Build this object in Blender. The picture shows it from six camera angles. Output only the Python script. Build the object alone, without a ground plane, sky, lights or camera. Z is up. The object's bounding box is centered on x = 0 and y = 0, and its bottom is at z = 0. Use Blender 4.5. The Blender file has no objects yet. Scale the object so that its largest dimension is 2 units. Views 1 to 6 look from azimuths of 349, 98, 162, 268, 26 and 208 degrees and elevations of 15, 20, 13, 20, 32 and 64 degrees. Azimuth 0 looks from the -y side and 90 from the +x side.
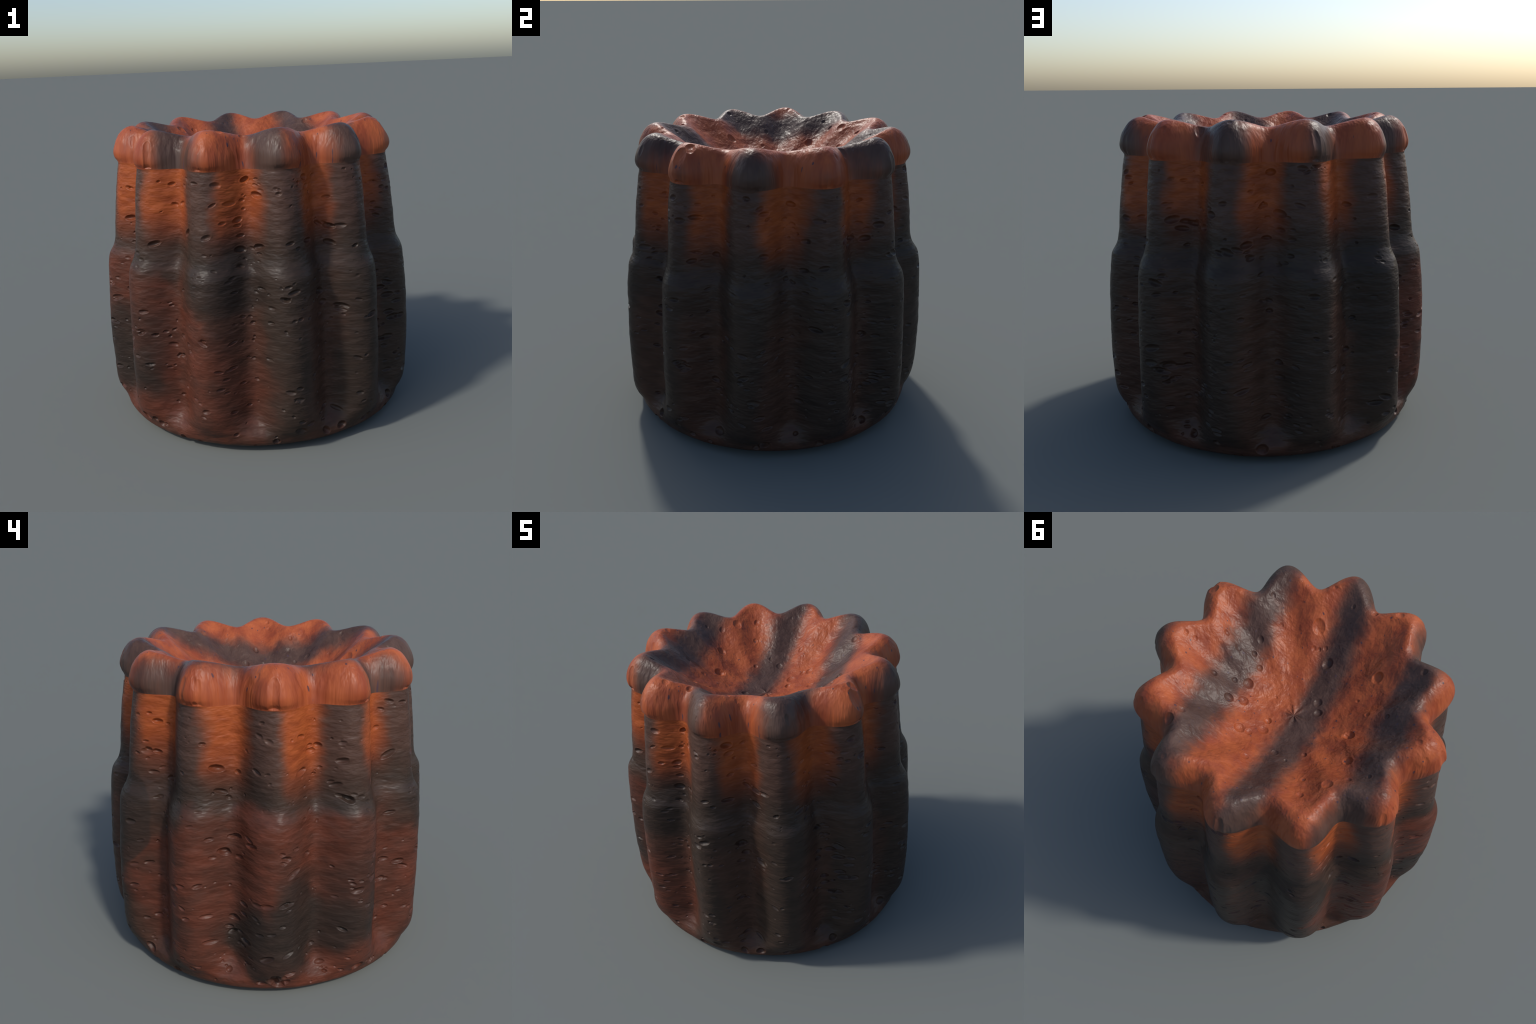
"""A canele: a small fluted cake with twelve lobes, a rolled crown around a sunken top,
a step half way up its wall and a narrow foot.  Built as one lofted surface (ridge and
valley profiles blended around the axis), pitted with pores, then cut into named parts."""
import bpy, math
import numpy as np

LOBES = 12
N_AROUND = 1536

# ------------------------------------------------------------------ profile
# columns: ridge radius, ridge height, valley radius, valley height, lobe fullness, rows to next
PROFILE = [
    (0.000, 0.000, 0.000, 0.000, 0.00, 4),
    (0.550, 0.004, 0.550, 0.004, 0.00, 6),
    (0.780, 0.012, 0.780, 0.012, 0.00, 12),
    (0.872, 0.024, 0.872, 0.024, 0.00, 14),
    (0.920, 0.054, 0.919, 0.054, 0.10, 16),
    (0.937, 0.098, 0.924, 0.098, 0.20, 18),
    (0.966, 0.142, 0.894, 0.152, 0.25, 20),
    (0.986, 0.200, 0.864, 0.206, 0.25, 44),
    (0.995, 0.350, 0.859, 0.360, 0.12, 60),
    (0.997, 0.550, 0.854, 0.550, 0.12, 75),
    (0.988, 0.800, 0.846, 0.800, 0.12, 54),
    (0.974, 0.985, 0.834, 0.985, 0.20, 22),
    (0.962, 1.055, 0.824, 1.055, 0.20, 20),
    (0.930, 1.114, 0.798, 1.114, 0.20, 16),
    (0.917, 1.165, 0.787, 1.165, 0.11, 42),
    (0.903, 1.300, 0.776, 1.300, 0.12, 54),
    (0.881, 1.480, 0.762, 1.480, 0.20, 38),
    (0.862, 1.605, 0.750, 1.605, 0.20, 10),
    (0.858, 1.636, 0.747, 1.636, 0.20, 12),
    (0.876, 1.668, 0.740, 1.680, 0.18, 12),
    (0.880, 1.704, 0.730, 1.720, 0.13, 20),
    (0.854, 1.778, 0.702, 1.770, 0.08, 20),
    (0.805, 1.833, 0.668, 1.802, 0.03, 16),
    (0.748, 1.850, 0.628, 1.806, 0.00, 18),
    (0.690, 1.818, 0.575, 1.773, 0.00, 36),
    (0.550, 1.711, 0.460, 1.680, 0.00, 36),
    (0.400, 1.614, 0.345, 1.599, 0.00, 36),
    (0.250, 1.547, 0.222, 1.542, 0.00, 34),
    (0.110, 1.514, 0.100, 1.511, 0.00, 24),
    (0.000, 1.504, 0.000, 1.504, 0.00, 0),
]
KNOT_FOOT, KNOT_STEP, KNOT_SEAM, KNOT_CREST = 5, 12, 18, 23


def loft_rows():
    """Catmull-Rom through the profile knots; returns rows (n,5) and the row of each knot."""
    p = np.array([k[:5] for k in PROFILE])
    ext = np.vstack([2 * p[0] - p[1], p, 2 * p[-1] - p[-2]])
    arc = np.concatenate([[0], np.cumsum(np.hypot(np.diff(ext[:, 0]), np.diff(ext[:, 1])) ** 0.5)])
    rows, at = [], []
    for i, knot in enumerate(PROFILE):
        at.append(len(rows))
        n = knot[5]
        if n == 0:
            rows.append(p[i])
            break
        t0, t1, t2, t3 = arc[i:i + 4]
        a, b, c, d = ext[i:i + 4]
        m1 = (t2 - t1) * ((b - a) / (t1 - t0) - (c - a) / (t2 - t0) + (c - b) / (t2 - t1))
        m2 = (t2 - t1) * ((c - b) / (t2 - t1) - (d - b) / (t3 - t1) + (d - c) / (t3 - t2))
        for k in range(n):
            s = k / n
            rows.append((2 * s**3 - 3 * s**2 + 1) * b + (s**3 - 2 * s**2 + s) * m1
                        + (-2 * s**3 + 3 * s**2) * c + (s**3 - s**2) * m2)
    return np.array(rows), at


def build_surface():
    rows, at = loft_rows()
    th = np.arange(N_AROUND) * (2 * math.pi / N_AROUND)
    u = np.cos(LOBES * (th - math.radians(0.15)))[None, :]
    full = rows[:, 4:5]
    w = 0.5 + 0.5 * (u + full * (1 - u * u))
    r = rows[:, 0:1] * w + rows[:, 2:3] * (1 - w)
    z = rows[:, 1:2] * w + rows[:, 3:4] * (1 - w)
    z = np.maximum(z, 0.0)
    P = np.stack([r * np.cos(th), r * np.sin(th), z], -1)
    # baked slightly out of true: the part above the step and the foot sit a hair off centre
    P[..., 1] -= 0.007 * np.clip((0.30 - z) / 0.20, 0, 1)
    P[..., 1] -= 0.007 * np.clip((z - 1.0) / 0.15, 0, 1) * np.clip((1.9 - z) / 0.3, 0.4, 1)
    return P, at, th


def grid_normals(P):
    du = np.roll(P, -1, 1) - np.roll(P, 1, 1)
    dv = np.gradient(P, axis=0)
    n = np.cross(du, dv)
    ln = np.linalg.norm(n, axis=-1, keepdims=True)
    n = n / np.maximum(ln, 1e-12)
    n[0] = (0, 0, -1)
    n[-1] = (0, 0, 1)
    return n


# ------------------------------------------------------------------ pores
def pit(q):
    """Round-bottomed bowl of unit radius with a faint raised lip; q is squared distance over radius squared."""
    return np.where(q < 1.0, -(1 - q) ** 0.85, 0.0) + 0.05 * np.exp(-((np.sqrt(q) - 1.12) / 0.16) ** 2)


def carve_wall(depth, P, at, th, rng):
    """Pores of the wall: ellipses lying flat, in loose clusters, some tiny pinholes."""
    lo, hi = at[3] + 4, at[KNOT_SEAM] - 4
    zrow = P[:, 0, 2]
    pores = []
    while len(pores) < 1120:
        a, z = rng.uniform(0, 2 * math.pi), rng.uniform(0.03, 1.61)
        if rng.random() < 0.36:
            wide, flat = rng.uniform(0.006, 0.011), rng.uniform(0.6, 0.9)
        else:
            wide, flat = 0.016 + 0.021 * rng.random() ** 1.9, rng.uniform(0.40, 0.62)
        if z < 0.16:
            flat = rng.uniform(0.7, 1.0)
        sink = rng.uniform(0.6, 1.15)
        if 1.00 < z < 1.14:
            wide, sink = min(wide, 0.019), sink * 0.6
        tilt = rng.normal(0, 0.16)
        pores.append((a, z, wide, wide * flat, sink, tilt))
        if rng.random() < 0.22:
            for _ in range(rng.integers(1, 4)):
                s = rng.uniform(0.4, 0.95)
                pores.append((a + rng.normal(0, 0.04), z + rng.normal(0, 0.022), wide * s, wide * s * flat, sink, tilt))
    for a, z, wx, wz, sink, tilt in pores:
        j = int(a / (2 * math.pi) * N_AROUND)
        span_j = int(1.5 * wx / 0.9 / (2 * math.pi) * N_AROUND) + 2
        sel = np.nonzero(np.abs(zrow[lo:hi] - z) < 1.5 * wz + 0.02)[0] + lo
        cols = np.arange(j - span_j, j + span_j + 1)
        dx = (cols * 2 * math.pi / N_AROUND - a) * 0.9
        ii, jj = np.ix_(sel, cols % N_AROUND)
        q = (dx[None, :] / wx) ** 2 + ((P[ii, jj, 2] - z - tilt * dx[None, :]) / wz) ** 2
        depth[ii, jj] = np.maximum(-0.022, depth[ii, jj] + 1.05 * sink * wz * pit(q))


# the larger bubbles that burst in the hollow: x, y, radius
BUBBLES = [
    (0.64, -0.04, 0.013), (0.52, -0.18, 0.015), (0.44, -0.16, 0.018), (0.36, -0.20, 0.016), (0.36, -0.28, 0.018),
    (0.30, -0.15, 0.018), (0.39, -0.50, 0.014), (0.29, -0.41, 0.012), (0.48, 0.05, 0.019), (0.38, 0.00, 0.016),
    (0.31, -0.03, 0.029), (0.35, 0.12, 0.025), (0.28, 0.08, 0.028), (0.14, -0.05, 0.009), (0.10, 0.18, 0.029),
    (0.11, 0.11, 0.022), (0.21, 0.25, 0.030), (0.16, 0.24, 0.021), (0.12, 0.37, 0.008), (0.08, 0.42, 0.022),
    (-0.03, 0.29, 0.021), (-0.11, 0.32, 0.012), (-0.18, 0.23, 0.015), (-0.26, 0.41, 0.016), (-0.30, 0.53, 0.019),
    (-0.48, 0.34, 0.018), (-0.40, 0.42, 0.029), (-0.42, 0.20, 0.027), (-0.35, 0.02, 0.030), (-0.33, 0.03, 0.020),
    (-0.39, -0.12, 0.014), (-0.30, -0.20, 0.010), (-0.35, -0.33, 0.029), (-0.09, -0.13, 0.024),
    (-0.12, -0.07, 0.023), (-0.04, -0.35, 0.030), (0.09, -0.49, 0.036), (0.07, -0.39, 0.014), (0.04, -0.40, 0.012),
    (0.01, -0.42, 0.014), (-0.05, -0.64, 0.012), (-0.50, -0.11, 0.014), (-0.57, 0.29, 0.012), (-0.07, 0.62, 0.010),
    (-0.32, -0.67, 0.022), (-0.58, -0.39, 0.017), (-0.18, -0.64, 0.021), (0.50, 0.47, 0.027), (0.47, 0.39, 0.021),
]


# broad dents pressed into the outer face of the crown: x, y, radius
DENTS = [
    (0.735, -0.410, 0.036), (-0.868, 0.004, 0.030), (-0.780, 0.220, 0.022), (-0.700, -0.480, 0.024),
    (-0.790, 0.080, 0.013), (0.460, -0.720, 0.014), (-0.130, -0.720, 0.016), (0.700, -0.360, 0.030),
    (0.760, 0.420, 0.016), (-0.020, 0.860, 0.024), (0.430, 0.755, 0.020), (-0.730, 0.455, 0.018),
    (0.120, -0.860, 0.013), (-0.460, -0.735, 0.020), (-0.600, 0.560, 0.014), (0.860, 0.060, 0.016),
]


def carve_top(depth, P, at, rng):
    """Pores of the crown and hollow: round seen from above, so they run down the rim as grooves."""
    lo = at[KNOT_SEAM] + 3
    XY = P[lo:, :, :2]
    pores = [(x, y, r, rng.uniform(0.5, 0.95)) for x, y, r in BUBBLES]
    pores += [(x, y, r, rng.uniform(0.45, 0.7)) for x, y, r in DENTS]
    for _ in range(30):
        r, a = rng.uniform(0.66, 0.89), rng.uniform(0, 2 * math.pi)
        rad = 0.005 + 0.014 * rng.random() ** 2
        pores.append((r * math.cos(a), r * math.sin(a), rad, rng.uniform(0.3, 0.6)))
    for x, y, rad, sink in pores:
        d2 = (XY[..., 0] - x) ** 2 + (XY[..., 1] - y) ** 2
        m = d2 < (1.6 * rad) ** 2
        depth[lo:][m] += 0.62 * sink * rad * pit(d2[m] / rad ** 2)
    # pucker where the crust drew together in the middle
    r = np.hypot(XY[..., 0], XY[..., 1])
    a = np.arctan2(XY[..., 1], XY[..., 0])
    spokes = np.sin(9 * a + 1.5 * np.sin(2 * a)) + 0.6 * np.sin(5 * a + 1.0)
    depth[lo:] += 0.10 * r * np.exp(-(r / 0.055) ** 2) * spokes


def smooth_lumps(P, rng, count, scale):
    """Sum of a few random plane waves: slow unevenness of the crust."""
    f = np.zeros(P.shape[:2])
    for _ in range(count):
        k = rng.normal(0, scale, 3)
        f += np.sin(P @ k + rng.uniform(0, 6.28))
    return f / math.sqrt(count)


P, at, th = build_surface()
rng = np.random.default_rng(12)
N = grid_normals(P)
depth = np.zeros(P.shape[:2])
carve_wall(depth, P, at, th, rng)
carve_top(depth, P, at, rng)
lump = smooth_lumps(P * (1, 1, 1.6), rng, 14, 8.0) * 0.0016 + smooth_lumps(P * (1, 1, 2.2), rng, 40, 22.0) * 0.0008
lump[:at[3]] = 0
P = P + N * (depth + lump)[..., None]
P[0] = P[0].mean(0)
P[-1] = P[-1].mean(0)
P[..., 2] = np.maximum(P[..., 2], 0.0)
VN = grid_normals(P)


# ------------------------------------------------------------------ material
class Node:
    """Small arithmetic wrapper around shader sockets."""
    tree = None

    def __init__(self, sock):
        self.s = sock

    @staticmethod
    def math(op, *args, clamp=False):
        n = Node.tree.nodes.new("ShaderNodeMath")
        n.operation, n.use_clamp = op, clamp
        for i, a in enumerate(args):
            if isinstance(a, Node):
                Node.tree.links.new(a.s, n.inputs[i])
            else:
                n.inputs[i].default_value = a
        return Node(n.outputs[0])

    def __add__(s, o): return Node.math("ADD", s, o)
    def __sub__(s, o): return Node.math("SUBTRACT", s, o)
    def __rsub__(s, o): return Node.math("SUBTRACT", o, s)
    def __mul__(s, o): return Node.math("MULTIPLY", s, o)
    def __truediv__(s, o): return Node.math("DIVIDE", s, o)
    __radd__, __rmul__ = __add__, __mul__


def step(x, lo, hi):
    n = Node.tree.nodes.new("ShaderNodeMapRange")
    n.interpolation_type = "SMOOTHSTEP"
    Node.tree.links.new(x.s, n.inputs["Value"])
    n.inputs["From Min"].default_value, n.inputs["From Max"].default_value = lo, hi
    if lo > hi:
        n.inputs["From Min"].default_value, n.inputs["From Max"].default_value = hi, lo
        n.inputs["To Min"].default_value, n.inputs["To Max"].default_value = 1, 0
    return Node(n.outputs[0])


def vec(x, y, z):
    n = Node.tree.nodes.new("ShaderNodeCombineXYZ")
    for i, a in enumerate((x, y, z)):
        if isinstance(a, Node):
            Node.tree.links.new(a.s, n.inputs[i])
        else:
            n.inputs[i].default_value = a
    return Node(n.outputs[0])


def noise(v, scale, detail=2.0, rough=0.5, distortion=0.0):
    n = Node.tree.nodes.new("ShaderNodeTexNoise")
    Node.tree.links.new(v.s, n.inputs["Vector"])
    n.inputs["Scale"].default_value = scale
    n.inputs["Detail"].default_value = detail
    n.inputs["Roughness"].default_value = rough
    n.inputs["Distortion"].default_value = distortion
    return Node(n.outputs["Fac"])


def mix(fac, a, b):
    n = Node.tree.nodes.new("ShaderNodeMix")
    n.data_type = "RGBA"
    ins = [i for i in n.inputs if i.type == "RGBA"]
    if isinstance(fac, Node):
        Node.tree.links.new(fac.s, n.inputs[0])
    else:
        n.inputs[0].default_value = fac
    for sock, v in zip(ins, (a, b)):
        if isinstance(v, Node):
            Node.tree.links.new(v.s, sock)
        else:
            sock.default_value = (*v, 1)
    return Node([o for o in n.outputs if o.type == "RGBA"][0])


def start(name):
    m = bpy.data.materials.new(name)
    m.use_nodes = True
    t = m.node_tree
    t.nodes.clear()
    Node.tree = t
    out = t.nodes.new("ShaderNodeOutputMaterial")
    bsdf = t.nodes.new("ShaderNodeBsdfPrincipled")
    t.links.new(bsdf.outputs[0], out.inputs[0])
    tc = t.nodes.new("ShaderNodeTexCoord")
    sep = t.nodes.new("ShaderNodeSeparateXYZ")
    t.links.new(tc.outputs["Object"], sep.inputs[0])
    x, y, z = (Node(o) for o in sep.outputs)
    return m, t, bsdf, x, y, z


def finish(t, bsdf, color, height, distance, rough, gloss):
    t.links.new(color.s, bsdf.inputs["Base Color"])
    b = t.nodes.new("ShaderNodeBump")
    b.inputs["Distance"].default_value = distance
    b.inputs["Strength"].default_value = 1.0
    t.links.new(height.s, b.inputs["Height"])
    t.links.new(b.outputs[0], bsdf.inputs["Normal"])
    if isinstance(rough, Node):
        t.links.new(rough.s, bsdf.inputs["Roughness"])
    else:
        bsdf.inputs["Roughness"].default_value = rough
    bsdf.inputs["Specular IOR Level"].default_value = gloss


def crust_top():
    """Crown and hollow: caramel with dark bands running straight across, one every half metre."""
    m, t, bsdf, x, y, z = start("caramel_top_crust")
    p = vec(x, y, 0.0)
    slow = noise(p, 2.0, 2.0) - 0.5
    fine = noise(p, 12.0, 3.0, 0.6) - 0.5
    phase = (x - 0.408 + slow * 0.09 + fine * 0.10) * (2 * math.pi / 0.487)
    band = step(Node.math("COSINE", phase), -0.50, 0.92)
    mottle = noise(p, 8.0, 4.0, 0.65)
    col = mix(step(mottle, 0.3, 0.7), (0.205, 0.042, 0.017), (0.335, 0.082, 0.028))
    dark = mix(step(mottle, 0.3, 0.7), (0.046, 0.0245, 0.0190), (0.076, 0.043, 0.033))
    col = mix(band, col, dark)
    specks = step(noise(p, 48.0, 0.0), 0.775, 0.82)
    col = mix(specks * 0.85, col, (0.05, 0.03, 0.04))
    h = noise(p, 12.0, 3.0, 0.58, 0.2) + noise(p, 45.0, 2.0) * 0.12
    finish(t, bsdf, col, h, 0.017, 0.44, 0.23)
    return m


def crust_wall():
    """Wall: caramel streaks in the upper flutes, scorched ridges, russet and char patches below."""
    m, t, bsdf, x, y, z = start("scorched_side_crust")
    ang = Node.math("ARCTAN2", y, x)
    cx, sy = Node.math("COSINE", ang), Node.math("SINE", ang)
    ring = vec(cx, sy, z)
    slow = noise(ring, 1.8, 2.0) - 0.5
    wob = noise(ring, 6.0, 2.0) - 0.5
    streak = step(noise(vec(cx, sy, z * 2.6), 9.0, 3.0, 0.58), 0.22, 0.78)
    mottle = step(noise(vec(cx, sy, z * 1.5), 5.0, 3.0, 0.6), 0.32, 0.68)
    # scorched stripe close to every ridge
    phase = (ang + math.radians(3.0)) * float(LOBES) + slow * 2.4 + wob * 1.2
    wave = Node.math("COSINE", phase)
    stripe = step(wave + (streak - 0.5) * 0.3, -0.55, 0.75)
    # caramel fades downwards
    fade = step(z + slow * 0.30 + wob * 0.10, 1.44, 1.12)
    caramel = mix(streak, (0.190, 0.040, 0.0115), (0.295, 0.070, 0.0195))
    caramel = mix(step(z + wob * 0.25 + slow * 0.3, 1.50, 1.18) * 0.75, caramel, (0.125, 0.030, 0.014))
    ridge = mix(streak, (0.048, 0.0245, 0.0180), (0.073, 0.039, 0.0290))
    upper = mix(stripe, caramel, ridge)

    def patch(angle, height, half_angle, half_height, soft, ragged=0.6):
        """Rounded spot on the wall; 1 inside, with a torn edge."""
        a = math.radians(angle)
        da = Node.math("ARCTAN2", sy * math.cos(a) - cx * math.sin(a), cx * math.cos(a) + sy * math.sin(a))
        da = da / math.radians(half_angle)
        dz = (z - height) / half_height
        d = Node.math("SQRT", da * da + dz * dz) + wob * ragged + slow * ragged
        return step(d, 1.0 + soft, 1.0 - soft)

    char = mix(streak, (0.0250, 0.0168, 0.0128), (0.0375, 0.0240, 0.0180))
    soot = mix(streak, (0.0185, 0.0132, 0.0108), (0.0290, 0.0195, 0.0155))
    brown = mix(streak, (0.036, 0.0175, 0.0120), (0.062, 0.0295, 0.0200))
    russet_dark = mix(streak, (0.045, 0.017, 0.011), (0.080, 0.030, 0.020))
    russet_red = mix(streak, (0.066, 0.0195, 0.0110), (0.104, 0.031, 0.0185))
    russet = mix(mottle, russet_dark, russet_red)
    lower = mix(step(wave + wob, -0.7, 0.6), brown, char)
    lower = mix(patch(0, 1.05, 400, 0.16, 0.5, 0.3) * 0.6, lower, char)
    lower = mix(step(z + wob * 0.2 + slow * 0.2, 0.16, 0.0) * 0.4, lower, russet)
    lower = mix(patch(-130, 0.42, 28, 0.50, 0.40, 0.6) * 0.8, lower, russet)
    lower = mix(patch(183, 0.55, 60, 0.56, 0.10, 0.4), lower, russet)
    for spot, much in (((190, 0.42, 31, 0.17, 0.40, 1.0), 0.9), ((178, 0.30, 15, 0.19, 0.18, 1.2), 0.85),
                       ((-172, 0.50, 9, 0.26, 0.3, 0.6), 0.9), ((-112, 1.00, 14, 0.18, 0.14, 0.6), 0.7),
                       ((116, 0.92, 15, 0.30, 0.03, 0.3), 0.8), ((-150, 0.62, 11, 0.30, 0.5, 0.6), 0.6)):
        lower = mix(patch(*spot) * much, lower, soot)
    lower = mix(step(z + wob * 0.25 + mottle * 0.08, 0.13, 0.05) * 0.45, lower, brown)
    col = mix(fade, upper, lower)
    h = (noise(vec(cx, sy, z * 2.3), 15.0, 2.0, 0.45) + noise(vec(cx, sy, z * 1.3), 7.0, 1.0) * 0.7
         + noise(vec(cx, sy, z * 3.4), 22.0, 1.0) * 0.30)
    finish(t, bsdf, col, h, 0.0072, 0.43, 0.19)
    return m


TOP = crust_top()
WALL = crust_wall()


# ------------------------------------------------------------------ parts
def part(name, first, last, mat, parent):
    """Rows first..last of the surface as one mesh, shaded with the whole surface's normals."""
    rows = np.arange(first, last + 1)
    pts, nrm = P[rows].reshape(-1, 3), VN[rows].reshape(-1, 3)
    n = len(rows)
    i, j = np.meshgrid(np.arange(n - 1), np.arange(N_AROUND), indexing="ij")
    k = (j + 1) % N_AROUND
    quads = np.stack([i * N_AROUND + j, i * N_AROUND + k, (i + 1) * N_AROUND + k, (i + 1) * N_AROUND + j], -1)
    quads = quads.reshape(-1, 4).astype(np.int32)
    tip = None
    if first == 0 or last == len(P) - 1:       # close the pole with a fan of triangles
        if first == 0:
            body = quads[N_AROUND:]
            ring = np.arange(N_AROUND)
            fan = np.stack([np.zeros(N_AROUND, int), N_AROUND + (ring + 1) % N_AROUND, N_AROUND + ring], -1)
            drop = np.arange(1, N_AROUND)
        else:
            body = quads[:-N_AROUND]
            ring = (n - 2) * N_AROUND + np.arange(N_AROUND)
            nxt = (n - 2) * N_AROUND + (np.arange(N_AROUND) + 1) % N_AROUND
            tip = (n - 1) * N_AROUND
            fan = np.stack([np.full(N_AROUND, tip), ring, nxt], -1)
            drop = tip + np.arange(1, N_AROUND)
        keep = np.ones(len(pts), bool)
        keep[drop] = False
        remap = np.cumsum(keep) - 1
        pts, nrm = pts[keep], nrm[keep]
        body, fan = remap[body], remap[fan]
        loops = np.concatenate([body.ravel(), fan.ravel()])
        starts = np.concatenate([np.arange(len(body)) * 4, len(body) * 4 + np.arange(len(fan)) * 3])
    else:
        loops, starts = quads.ravel(), np.arange(len(quads)) * 4
    me = bpy.data.meshes.new(name)
    me.vertices.add(len(pts))
    me.vertices.foreach_set("co", pts.astype(np.float32).ravel())
    me.loops.add(len(loops))
    me.loops.foreach_set("vertex_index", loops.astype(np.int32))
    me.polygons.add(len(starts))
    me.polygons.foreach_set("loop_start", starts.astype(np.int32))
    me.update(calc_edges=True)
    me.validate()
    me.polygons.foreach_set("use_smooth", np.ones(len(me.polygons), bool))
    me.normals_split_custom_set_from_vertices(nrm.astype(np.float32))
    me.materials.append(mat)
    ob = bpy.data.objects.new(name, me)
    bpy.context.scene.collection.objects.link(ob)
    ob.parent = parent
    return ob


cake = bpy.data.objects.new("canele", None)
bpy.context.scene.collection.objects.link(cake)
cake["label"] = "small fluted cake with scorched caramel crust and sunken top"
cake["category"] = "pastry"

part("foot", 0, at[KNOT_FOOT], WALL, cake)
part("lower_wall", at[KNOT_FOOT], at[KNOT_STEP], WALL, cake)
part("upper_wall", at[KNOT_STEP], at[KNOT_SEAM], WALL, cake)
part("crown", at[KNOT_SEAM], at[KNOT_CREST], TOP, cake)
part("hollow", at[KNOT_CREST], len(P) - 1, TOP, cake)
